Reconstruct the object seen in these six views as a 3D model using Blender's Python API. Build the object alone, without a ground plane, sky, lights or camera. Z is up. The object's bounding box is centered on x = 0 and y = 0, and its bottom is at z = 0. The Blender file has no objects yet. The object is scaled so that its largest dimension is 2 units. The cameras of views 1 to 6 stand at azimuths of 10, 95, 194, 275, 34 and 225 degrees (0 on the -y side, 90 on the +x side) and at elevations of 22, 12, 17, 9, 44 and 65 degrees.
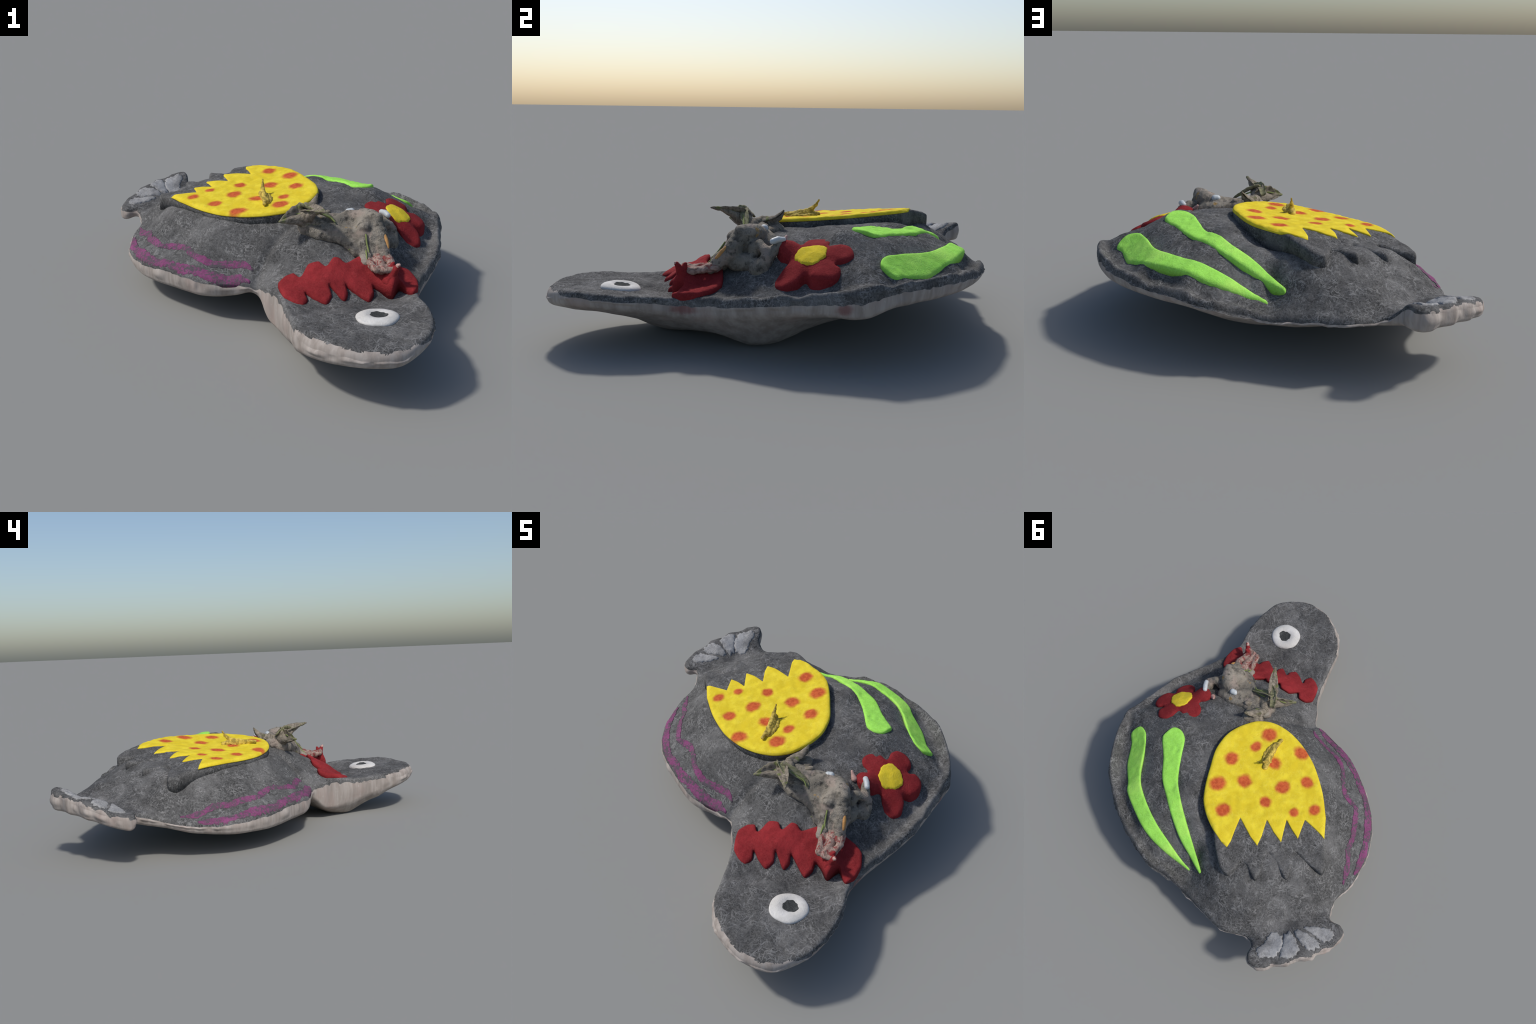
# A hand-felted pigeon lying flat on its keel: grey felt body on a pale backing,
# a raised wing with a zigzag yellow patch, green feather stripes, a red flower and
# collar, a white eye, stitched purple yarn and a knot of dried twigs.
import bpy, bmesh, math, random
import numpy as np
from mathutils import Vector, noise
from mathutils.geometry import delaunay_2d_cdt

random.seed(7)
rng = np.random.default_rng(7)
COL = bpy.context.scene.collection

# ------------------------------------------------------------------ geometry helpers
def catmull(pts, step, closed=True, ease=.9):
    """Smooth curve through control points (any dimension), resampled evenly in xy."""
    P = np.array(pts, float)
    n = len(P)
    out = []
    for i in range(n if closed else n - 1):
        idx = [(i + k) % n for k in (-1, 0, 1, 2)] if closed else [max(0, i - 1), i, i + 1, min(n - 1, i + 2)]
        a, b, c, d = P[idx]
        # centripetal-ish: tangents limited by the chord, so that corners do not loop
        L = np.linalg.norm(c[:2] - b[:2])
        t1 = (c - a) * min(1, L / (np.linalg.norm(c[:2] - a[:2]) + 1e-9)) * ease
        t2 = (d - b) * min(1, L / (np.linalg.norm(d[:2] - b[:2]) + 1e-9)) * ease
        for t in np.linspace(0, 1, max(2, int(L / step * 2)), endpoint=False):
            h = t * t
            k = h * t
            out.append((2*k - 3*h + 1)*b + (k - 2*h + t)*t1 + (3*h - 2*k)*c + (k - h)*t2)
    if not closed:
        out.append(P[-1])
    Q = np.array(out)
    loop = np.vstack([Q, Q[:1]]) if closed else Q
    s = np.r_[0, np.cumsum(np.linalg.norm(np.diff(loop[:, :2], axis=0), axis=1))]
    m = max(6, int(s[-1] / step))
    u = np.linspace(0, s[-1], m, endpoint=not closed)
    return np.stack([np.interp(u, s, loop[:, k]) for k in range(P.shape[1])], 1)

def ccw(poly):
    x, y = poly[:, 0], poly[:, 1]
    return poly if np.sum(x*np.roll(y, -1) - y*np.roll(x, -1)) > 0 else poly[::-1].copy()

def dist_to(poly, P, closed=True):
    """Distance of points to an outline (2D)."""
    A = np.asarray(poly, np.float32)[:, :2]
    Bp = np.roll(A, -1, 0) if closed else A[1:]
    A = A if closed else A[:-1]
    Dx, Dy = (Bp - A).T
    LL = Dx*Dx + Dy*Dy + 1e-12
    P = np.asarray(P, np.float32)
    out = np.empty(len(P))
    for i in range(0, len(P), 2000):
        qx = P[i:i+2000, None, 0] - A[:, 0]
        qy = P[i:i+2000, None, 1] - A[:, 1]
        t = np.clip((qx*Dx + qy*Dy)/LL, 0, 1)
        out[i:i+2000] = np.sqrt(((qx - t*Dx)**2 + (qy - t*Dy)**2).min(1))
    return out

def inside(poly, P):
    x, y = P[:, 0], P[:, 1]
    res = np.zeros(len(P), bool)
    A = poly[:, :2]
    for (x1, y1), (x2, y2) in zip(A, np.roll(A, -1, 0)):
        if y1 != y2:
            c = ((y1 > y) != (y2 > y)) & (x < (x2 - x1)*(y - y1)/(y2 - y1) + x1)
            res ^= c
    return res

class Surface:
    """Smooth height surface z(x, y) stretched over a few landmarks (thin plate)."""
    def __init__(self, pts, soft=1e-4):
        P = np.array(pts, float)
        self.c = P[:, :2]
        n = len(P)
        K = self.k(np.linalg.norm(self.c[:, None] - self.c[None], axis=2)) + soft*np.eye(n)
        Q = np.c_[np.ones(n), self.c]
        M = np.block([[K, Q], [Q.T, np.zeros((3, 3))]])
        self.w = np.linalg.solve(M, np.r_[P[:, 2], 0, 0, 0])
    @staticmethod
    def k(r):
        return np.where(r > 1e-9, r*r*np.log(r + 1e-12), 0)
    def __call__(self, P):
        P = np.asarray(P, float)
        out = np.empty(len(P))
        for i in range(0, len(P), 5000):
            q = P[i:i+5000, :2]
            out[i:i+5000] = self.k(np.linalg.norm(q[:, None] - self.c[None], axis=2)) @ self.w[:-3] + np.c_[np.ones(len(q)), q] @ self.w[-3:]
        return out

def fbm(P, scale, octaves=3, seed=0.0):
    return np.array([noise.fractal(Vector((p[0]*scale + seed, p[1]*scale - seed, seed)), 1.0, 2.0, octaves) for p in P])

def fill(poly, spacing, rings):
    """Triangulate a closed outline with a jittered hex grid and edge rings."""
    poly = ccw(poly)
    B = poly[:, :2]
    nb = len(B)
    tang = np.roll(B, -1, 0) - np.roll(B, 1, 0)
    nrm = np.stack([-tang[:, 1], tang[:, 0]], 1)
    nrm /= np.linalg.norm(nrm, axis=1)[:, None] + 1e-12
    extra = []
    for d in rings:
        R = B + nrm*d
        ok = (dist_to(B, R) > d*.92) & inside(B, R)
        extra.append(R[ok])
    lo, hi = B.min(0), B.max(0)
    xs = np.arange(lo[0], hi[0], spacing)
    ys = np.arange(lo[1], hi[1], spacing*.866)
    G = np.array([(x + (j % 2)*spacing*.5, y) for j, y in enumerate(ys) for x in xs])
    G += rng.uniform(-.12, .12, G.shape)*spacing
    G = G[inside(B, G)]
    G = G[dist_to(B, G) > (rings[-1] if rings else 0) + spacing*.55]
    allp = np.vstack([B] + extra + [G])
    v, e, f, ov, oe, of = delaunay_2d_cdt([Vector(p) for p in allp], [], [list(range(nb))], 1, 1e-7)
    V = np.array([(p.x, p.y) for p in v])
    loop = [None]*nb
    for i, o in enumerate(ov):
        for k in o:
            if k < nb:
                loop[k] = i
    loop = [k for k in loop if k is not None]
    F = []
    for t in f:
        a, b, c = (V[k] for k in t[:3])
        F.append(tuple(t) if (b[0]-a[0])*(c[1]-a[1]) - (b[1]-a[1])*(c[0]-a[0]) > 0 else tuple(reversed(t)))
    return V, F, loop

def rounded(d, R):
    q = np.clip(1 - d/R, 0, 1)
    return R*(1 - np.sqrt(np.clip(1 - q*q, 0, 1)))

def new_object(name, verts, faces, mats, parent=None, smooth=True, mat_ids=None):
    me = bpy.data.meshes.new(name)
    me.from_pydata([tuple(map(float, v)) for v in verts], [], [tuple(f) for f in faces])
    for m in (mats if isinstance(mats, (list, tuple)) else [mats]):
        me.materials.append(m)
    if smooth:
        me.polygons.foreach_set("use_smooth", [True]*len(me.polygons))
    if mat_ids is not None:
        me.polygons.foreach_set("material_index", mat_ids)
    me.update()
    ob = bpy.data.objects.new(name, me)
    COL.objects.link(ob)
    if parent:
        ob.parent = parent
    return ob

def centres(V, F):
    """Centre of every face."""
    V = np.array(V, float)
    out = np.zeros((len(F), 3))
    for k in (3, 4):
        ids = [i for i, f in enumerate(F) if len(f) == k]
        if ids:
            out[ids] = V[np.array([F[i] for i in ids])].mean(1)
    return out

def split_normals(full_v, full_f):
    """Vertex normals of a whole mesh, for pieces cut out of it."""
    V = np.array(full_v, float)
    N = np.zeros_like(V)
    for k in (3, 4):
        fs = np.array([f for f in full_f if len(f) == k])
        if len(fs):
            p = V[fs]
            n = np.cross(p[:, 1] - p[:, 0], p[:, 2] - p[:, 0]) if k == 3 else np.cross(p[:, 2] - p[:, 0], p[:, 3] - p[:, 1])
            for j in range(k):
                np.add.at(N, fs[:, j], n)
    return N/(np.linalg.norm(N, axis=1)[:, None] + 1e-12)

def cut_pieces(verts, faces, region, names, mats, parent):
    """Separate the faces of one smooth mesh into named parts with shared normals."""
    N = split_normals(verts, faces)
    obs = {}
    for r, nm in enumerate(names):
        fs = [f for f, g in zip(faces, region) if g == r]
        if not fs:
            continue
        ids = sorted({i for f in fs for i in f})
        mp = {k: i for i, k in enumerate(ids)}
        ob = new_object(nm, [verts[i] for i in ids], [[mp[i] for i in f] for f in fs], mats[r], parent)
        ob.data.normals_split_custom_set_from_vertices([tuple(N[i]) for i in ids])
        obs[nm] = ob
    return obs

def patch_mesh(poly, top, base, R=.008, spacing=.01, rough=.0015, seed=1.0):
    """A felt piece laid on the body: rounded edge, own thickness, closed below."""
    rings = [R*.06, R*.25, R*.6, R*1.1]
    V, F, loop = fill(poly, spacing, rings)
    bd = V[loop]
    d = dist_to(bd, V)
    zt = top(V) - rounded(d, R) + fbm(V, 26, 3, seed)*rough*np.clip(d/.012, 0, 1)
    zb = np.minimum(base(V), zt - .003)
    n = len(V)
    verts = list(np.c_[V, zt]) + list(np.c_[V, zb])
    faces = list(F) + [tuple(i + n for i in reversed(f)) for f in F]
    m = len(loop)
    for i in range(m):
        a, b = loop[i], loop[(i + 1) % m]
        faces.append((a, a + n, b + n, b))
    return verts, faces

def patch(name, poly, top, base, mat, parent, **k):
    v, f = patch_mesh(poly, top, base, **k)
    return new_object(name, v, f, mat, parent)

# ------------------------------------------------------------------ material helpers
class Nodes:
    def __init__(self, name):
        self.m = bpy.data.materials.new(name)
        self.m.use_nodes = True
        self.t = self.m.node_tree
        self.bsdf = self.t.nodes["Principled BSDF"]
        self.co = self.add("ShaderNodeTexCoord").outputs["Object"]
    def add(self, kind, **props):
        n = self.t.nodes.new(kind)
        for k, v in props.items():
            setattr(n, k, v)
        return n
    def link(self, a, b):
        self.t.links.new(a, b)
    def put(self, sock, val):
        if hasattr(val, "is_output"):
            self.link(val, sock)
        else:
            sock.default_value = val
    def math(self, op, a, b=0.0, clamp=False):
        n = self.add("ShaderNodeMath", operation=op, use_clamp=clamp)
        self.put(n.inputs[0], a)
        self.put(n.inputs[1], b)
        return n.outputs[0]
    def mix(self, f, a, b, mode='MIX'):
        n = self.add("ShaderNodeMix", data_type='RGBA', blend_type=mode)
        self.put(n.inputs[0], f)
        self.put(n.inputs[6], a if hasattr(a, "is_output") else (*a, 1))
        self.put(n.inputs[7], b if hasattr(b, "is_output") else (*b, 1))
        return n.outputs[2]
    def noise(self, scale, detail=3, rough=.55, vec=None, dist=0.0):
        n = self.add("ShaderNodeTexNoise")
        n.inputs["Scale"].default_value = scale
        n.inputs["Detail"].default_value = detail
        n.inputs["Roughness"].default_value = rough
        n.inputs["Distortion"].default_value = dist
        self.link(vec or self.co, n.inputs["Vector"])
        return n.outputs[0]
    def map(self, rot=(0, 0, 0), scale=(1, 1, 1), loc=(0, 0, 0), vec=None):
        """Turn first, stretch afterwards (the inverse, texture-type mapping)."""
        n = self.add("ShaderNodeMapping", vector_type='TEXTURE')
        n.inputs["Rotation"].default_value = rot
        n.inputs["Scale"].default_value = tuple(1/k for k in scale)
        n.inputs["Location"].default_value = loc
        self.link(vec or self.co, n.inputs["Vector"])
        return n.outputs[0]
    def step(self, x, lo, hi):
        n = self.add("ShaderNodeMapRange", interpolation_type='SMOOTHSTEP')
        self.put(n.inputs["Value"], x)
        n.inputs["From Min"].default_value = lo
        n.inputs["From Max"].default_value = hi
        return n.outputs[0]
    def fibres(self, freq=1.0, lo=.575, hi=.69):
        """Strands of wool: stretched noise in several directions, bent by slower noise."""
        v = self.co
        for sc, amp in ((7, .09), (30, .014)):
            w = self.add("ShaderNodeTexNoise")
            w.inputs["Scale"].default_value = sc
            self.link(self.co, w.inputs["Vector"])
            m = self.add("ShaderNodeVectorMath", operation='MULTIPLY_ADD')
            self.link(w.outputs["Color"], m.inputs[0])
            m.inputs[1].default_value = (amp, amp, amp*.5)
            self.link(v, m.inputs[2])
            v = m.outputs[0]
        acc = None
        for i, ang in enumerate((.2, .95, 1.6, 2.25, 2.8)):
            mv = self.map((0, 0, ang), (21*freq, 150*freq, 70*freq), (i*3.1, i*1.7, i), v)
            s = self.step(self.noise(1.0, 2, .5, mv), lo, hi)
            acc = s if acc is None else self.math('MAXIMUM', acc, s)
        # strands gather in tufts
        return self.math('MULTIPLY', acc, self.step(self.noise(13*freq, 3, .6), .30, .66))
    def finish(self, color, rough=.95, spec=.12, bump=None, strength=.3, distance=.004):
        self.put(self.bsdf.inputs["Base Color"], color if hasattr(color, "is_output") else (*color, 1))
        self.put(self.bsdf.inputs["Roughness"], rough)
        self.bsdf.inputs["Specular IOR Level"].default_value = spec
        if bump is not None:
            b = self.add("ShaderNodeBump")
            b.inputs["Strength"].default_value = strength
            b.inputs["Distance"].default_value = distance
            self.link(bump, b.inputs["Height"])
            self.link(b.outputs[0], self.bsdf.inputs["Normal"])
        return self.m

def felt_material(name, dark, mid, light, freq=1.0, fibre=.6, patchy=.5, stain=None):
    n = Nodes(name)
    blotch = n.step(n.noise(5.5, 4, .62), .36, .64)
    clump = n.step(n.noise(46*freq, 5, .7, dist=1.2), .34, .66)
    fine = n.step(n.noise(130*freq, 3, .6, dist=.8), .3, .7)
    tone = n.math('ADD', n.math('MULTIPLY', blotch, patchy*.5), n.math('MULTIPLY', clump, 1 - patchy*.5))
    c = n.mix(tone, dark, mid)
    c = n.mix(n.math('MULTIPLY', n.step(n.noise(3.6, 5, .65), .48, .64), .52*patchy), c, tuple(min(1, v*1.9) for v in mid))
    c = n.mix(n.math('MULTIPLY', n.step(n.noise(12, 4, .7, dist=.5), .52, .66), .55*patchy), c, dark)
    c = n.mix(n.math('MULTIPLY', fine, .22), c, light)
    fb = n.fibres(freq)
    c = n.mix(n.math('MULTIPLY', fb, fibre), c, light)
    if stain:                               # wool of another colour worked in with loose edges
        k = n.math('ADD', n.math('MULTIPLY', n.noise(75, 3, .65), .7), n.math('MULTIPLY', n.noise(17, 2, .5), .5))
        c = n.mix(n.step(k, .53, .70), c, stain)
    h = n.math('ADD', n.math('MULTIPLY', fb, .6), n.noise(90*freq, 3, .6))
    return n.finish(c, .96, .1, h, .35, .004)

M_GREY = felt_material("grey_felt", (.024, .024, .024), (.088, .087, .086), (.29, .288, .285), 1.0, .55, .95)
M_HEAD = M_GREY
M_RED = felt_material("red_felt", (.165, .014, .017), (.235, .022, .026), (.31, .05, .05), 1.3, .3, .6)
M_GREEN = felt_material("green_felt", (.27, .62, .075), (.36, .80, .11), (.43, .86, .20), 1.3, .3, .6)
M_CENTRE = felt_material("yellow_felt", (.58, .43, .025), (.70, .54, .03), (.72, .60, .08), 1.4, .4, .6)
M_WHITE = felt_material("white_felt", (.50, .485, .46), (.58, .565, .535), (.63, .615, .59), 1.2, .3, .5)
M_PUPIL = felt_material("dark_felt", (.022, .024, .024), (.045, .047, .046), (.14, .145, .145), 1.2, .5, .5)
M_PURPLE = felt_material("purple_wool", (.13, .038, .09), (.215, .06, .15), (.28, .11, .215), 1.3, .5, .5, (.09, .078, .088))

def backing_material():
    n = Nodes("pale_backing_felt")
    # stretched streaks running down the hull, with pinkish and sandy stains
    st = n.noise(1.0, 4, .6, n.map((0, 0, .3), (26, 26, 3)))
    c = n.mix(n.step(st, .3, .7), (.275, .240, .215), (.40, .36, .33))
    c = n.mix(n.math('MULTIPLY', n.step(n.noise(6, 3), .5, .7), .45), c, (.36, .28, .25))
    c = n.mix(n.math('MULTIPLY', n.step(n.noise(40, 4, .7), .58, .72), .3), c, (.52, .48, .44))
    for x, y, z, rx, ry in ((.80, -.36, .205, .05, .055), (.925, .30, .258, .04, .030)):   # red wool caught under the edge
        d = n.add("ShaderNodeVectorMath", operation='SUBTRACT')
        n.link(n.co, d.inputs[0]); d.inputs[1].default_value = (x, y, z)
        q = n.add("ShaderNodeVectorMath", operation='MULTIPLY')
        n.link(d.outputs[0], q.inputs[0]); q.inputs[1].default_value = (1/rx, 1/ry, 1/.022)
        l = n.add("ShaderNodeVectorMath", operation='LENGTH')
        n.link(q.outputs[0], l.inputs[0])
        c = n.mix(n.math('MULTIPLY', n.step(n.math('ADD', l.outputs["Value"], n.math('MULTIPLY', n.noise(45, 3, .6), .9)), 2.0, .9), .6), c, (.17, .03, .032))
    return n.finish(c, .9, .15, n.noise(60, 4, .6), .25, .004)
M_PALE = backing_material()

# ------------------------------------------------------------------ the felt body
# Outline of the whole bird seen from above: x, y, height of the top edge, wall below it.
OUTLINE = [
    (.785, -.905, .262, .065), (.714, -.974, .252, .068), (.572, -.995, .254, .072), (.452, -.958, .254, .085),
    (.368, -.902, .248, .088), (.310, -.830, .236, .090), (.270, -.714, .229, .110), (.224, -.582, .228, .150),
    (.174, -.479, .235, .180), (.112, -.402, .224, .150), (.066, -.345, .213, .055), (.000, -.345, .213, .062),
    (-.085, -.330, .200, .070), (-.153, -.331, .202, .080), (-.248, -.310, .208, .088), (-.403, -.234, .218, .095),
    (-.477, -.189, .208, .090), (-.565, -.125, .200, .085), (-.640, -.039, .190, .075), (-.703, .068, .186, .065),
    (-.737, .191, .188, .055), (-.752, .270, .195, .050), (-.748, .404, .222, .050), (-.780, .490, .250, .055),
    (-.812, .515, .266, .055), (-.862, .502, .268, .080), (-.908, .520, .268, .072), (-.919, .562, .277, .075),
    (-.906, .640, .300, .080), (-.874, .710, .318, .082), (-.868, .752, .330, .085), (-.816, .815, .342, .088), (-.804, .860, .352, .090), (-.748, .915, .358, .092), (-.722, .962, .364, .098),
    (-.656, .990, .368, .102), (-.616, .958, .378, .095), (-.598, .912, .328, .070), (-.535, .892, .280, .032),
    (-.415, .955, .280, .025), (-.275, .956, .268, .025), (-.095, .948, .256, .025), (.041, .955, .270, .028),
    (.147, .978, .294, .034), (.262, .958, .310, .038), (.388, .926, .320, .042), (.510, .876, .329, .050),
    (.614, .816, .345, .066), (.708, .746, .360, .082), (.790, .650, .362, .088), (.850, .564, .356, .088),
    (.892, .488, .350, .090), (.926, .414, .340, .108), (.924, .350, .321, .105), (.920, .238, .304, .080),
    (.908, .038, .284, .066), (.858, -.140, .258, .064), (.812, -.280, .248, .074), (.796, -.385, .248, .080),
    (.805, -.450, .251, .070), (.834, -.541, .256, .062), (.852, -.670, .262, .056), (.838, -.812, .268, .056)]

# Landmarks of the felt surface between the edges.
FELT = [
    # head, almost flat, sinking towards the collar
    (.628, -.674, .247), (.50, -.75, .248), (.72, -.80, .258), (.57, -.90, .256), (.40, -.75, .243), (.76, -.60, .250),
    (.31, -.62, .230), (.50, -.57, .233), (.66, -.50, .226),
    # neck rising under the collar
    (.307, -.562, .222), (.405, -.526, .222), (.481, -.487, .223), (.586, -.467, .218), (.684, -.411, .226), (.765, -.403, .236),
    (.305, -.488, .240), (.406, -.452, .265), (.204, -.386, .262), (.304, -.350, .308), (.420, -.323, .335), (.272, -.404, .268),
    (.381, -.358, .310), (.468, -.314, .318), (.195, -.475, .246), (.757, -.233, .265), (.66, -.36, .250), (.56, -.38, .268),
    # shoulder under the knot and the flower
    (.50, -.20, .358), (.67, -.13, .330), (.70, -.172, .288), (.42, -.10, .420), (.55, .00, .430), (.536, .045, .455), (.25, -.15, .425), (.18, -.135, .425),
    (.696, .160, .410), (.785, .033, .308), (.795, .272, .370), (.645, .307, .455), (.531, .195, .455),
    (.82, .147, .296), (.80, -.03, .283), (.84, .30, .345), (.74, .37, .408), (.80, .38, .388), (.87, .39, .360),
    # back with the two feather stripes
    (.537, .267, .503), (.624, .485, .440), (.240, .545, .494), (.40, .40, .503), (.30, .20, .487), (.35, .09, .477),
    (-.04, .775, .33),
    # groove behind the turned-up rim
    (.850, .480, .328), (.780, .600, .332), (.700, .700, .336), (.600, .775, .338), (.480, .840, .336), (.350, .885, .328), (.200, .925, .308),
    # under and behind the wing
    (-.089, .732, .412), (.10, .590, .466), (.02, .640, .452), (-.20, .78, .395), (-.30, .75, .410), (-.31, .66, .456), (-.42, .67, .404), (-.40, .545, .449), (-.53, .56, .384), (-.49, .435, .428), (-.63, .41, .346), (-.46, .80, .356), (-.30, .86, .350), (-.17, .88, .312), (-.40, .93, .298),
    (-.42, .78, .366), (-.54, .72, .326), (-.64, .55, .322), (-.69, .47, .292), (-.61, .49, .350), (-.66, .69, .285), (-.74, .72, .318), (-.78, .65, .300), (-.71, .83, .324), (-.61, .82, .300), (-.81, .74, .330), (-.74, .86, .346), (-.85, .61, .285), (-.74, .56, .270),
    # breast
    (-.672, .20, .218), (-.705, .25, .210), (-.63, .08, .218), (-.476, -.073, .270), (-.392, -.082, .276), (-.55, .05, .276), (-.30, -.18, .278), (-.10, -.24, .268),
    (-.436, .13, .398), (-.34, .03, .400), (-.20, -.06, .402), (-.04, -.11, .405), (.10, -.11, .420), (-.57, .24, .335), (-.62, .33, .300), (-.50, .08, .325), (-.30, -.06, .355), (-.13, -.14, .372), (-.24, -.13, .340),
    (.05, -.19, .360), (.07, -.26, .288), (.16, -.29, .302),
    # below the wing
    (-.20, .20, .425), (.00, .20, .450), (.00, .40, .462), (-.20, .45, .430), (-.40, .35, .405), (.10, .00, .440), (.15, .30, .465), (.00, .60, .430)]

# The two green feather stripes, as outlines in space: outer side, tip, inner side.
STRIPE_UPPER = [(.562, .428, .498), (.476, .505, .485), (.382, .602, .480), (.297, .656, .470), (.192, .717, .449), (.082, .768, .415),
    (-.018, .796, .369), (-.118, .824, .340), (-.122, .814, .344), (-.010, .750, .400), (.113, .681, .452), (.206, .624, .474),
    (.311, .546, .486), (.385, .447, .500), (.452, .354, .512), (.503, .330, .518), (.550, .345, .518), (.563, .393, .512)]
STRIPE_LOWER = [(.782, .500, .366), (.733, .548, .354), (.662, .648, .344), (.556, .733, .370), (.512, .774, .384), (.417, .816, .394),
    (.290, .860, .392), (.204, .872, .367), (.104, .869, .336), (.025, .858, .306), (-.052, .846, .288), (-.050, .838, .290),
    (.025, .834, .328), (.119, .819, .374), (.225, .799, .412), (.344, .759, .422), (.461, .702, .425), (.527, .645, .424),
    (.602, .545, .430), (.666, .474, .431), (.705, .450, .426), (.755, .447, .408)]
FELT += [(x, y, z - .014) for x, y, z in STRIPE_UPPER[::2] + STRIPE_LOWER[::2]]

# Landmarks of the hull underneath, resting on a broad keel.
HULL = [
    (.32, -.43, .000), (.42, -.30, .030), (.28, -.57, .015), (.53, -.14, .045), (.65, -.11, .012), (.62, .02, .016), (.35, .05, .075), (.12, -.10, .100), (-.10, .10, .060), (.28, -.20, .100), (.20, -.30, .110), (.10, .28, .060),
    (.40, .50, .125), (.02, .55, .080), (-.35, .33, .085), (-.55, .25, .115), (-.35, .67, .145), (-.10, .70, .125), (.10, .80, .165),
    (.50, .17, .062), (.70, .17, .140), (.63, -.32, .060), (.73, -.30, .110), (.50, -.72, .105), (.50, -.86, .145), (.73, -.85, .165),
    (.30, -.76, .110), (.22, -.50, .035), (.17, -.40, .060), (-.11, -.18, .100), (-.35, -.12, .074), (-.42, .05, .065), (.07, -.31, .140), (.15, -.30, .120), (.05, -.22, .135),
    (.70, .45, .205), (.45, .72, .220), (-.65, .60, .180)]

edge = ccw(catmull(OUTLINE, .009))
TOP = Surface([(p[0], p[1], p[2] + .004) for p in edge[::7]] + FELT, 2e-4)
BOTTOM = Surface([(p[0], p[1], p[2] - p[3]) for p in edge[::7]] + HULL, 2e-4)

CREASE = catmull([(.055, -.36), (.085, -.25), (.14, -.17), (.20, -.11)], .01, False)
RIM_R, RIM_RB = .018, .022

def felt_height(P):
    """Height of the finished felt surface, with lumps, the neck crease and puckers."""
    P = np.asarray(P)[:, :2]
    z = TOP(P)
    z += .0062*fbm(P, 10, 3, 3.0) + .0022*fbm(P, 42, 2, 8.0)
    d = dist_to(edge, P)
    near = d < .13
    lipmask = np.zeros(len(P))
    Q = P[near]
    lipmask[near] = np.clip((Q[:, 0] + .9*np.clip(Q[:, 1], 0, 1) - .74)/.12, 0, 1)*np.clip((Q[:, 1] + .42)/.12, 0, 1)
    crumple = 1 + .9*fbm(P, 13, 2, 15.0)
    z += lipmask*crumple*(.010*np.exp(-((d - .016)/.016)**2) - .007*np.exp(-((d - .060)/.020)**2))
    dc = dist_to(CREASE, P, False)
    z -= .020*np.exp(-(dc/.022)**2)
    return z

def rim_radius(P):
    """Edge rounding: generous on the nose of the head and the tail fan."""
    P = np.asarray(P)
    nose = np.clip((-.78 - P[:, 1])/.12, 0, 1)*np.clip((.83 - P[:, 0])/.10, 0, 1)
    fan = np.clip((-.66 - P[:, 0])/.1, 0, 1)*np.clip((P[:, 1] - .48)/.1, 0, 1)
    return RIM_R + .022*nose + .012*fan

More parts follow.
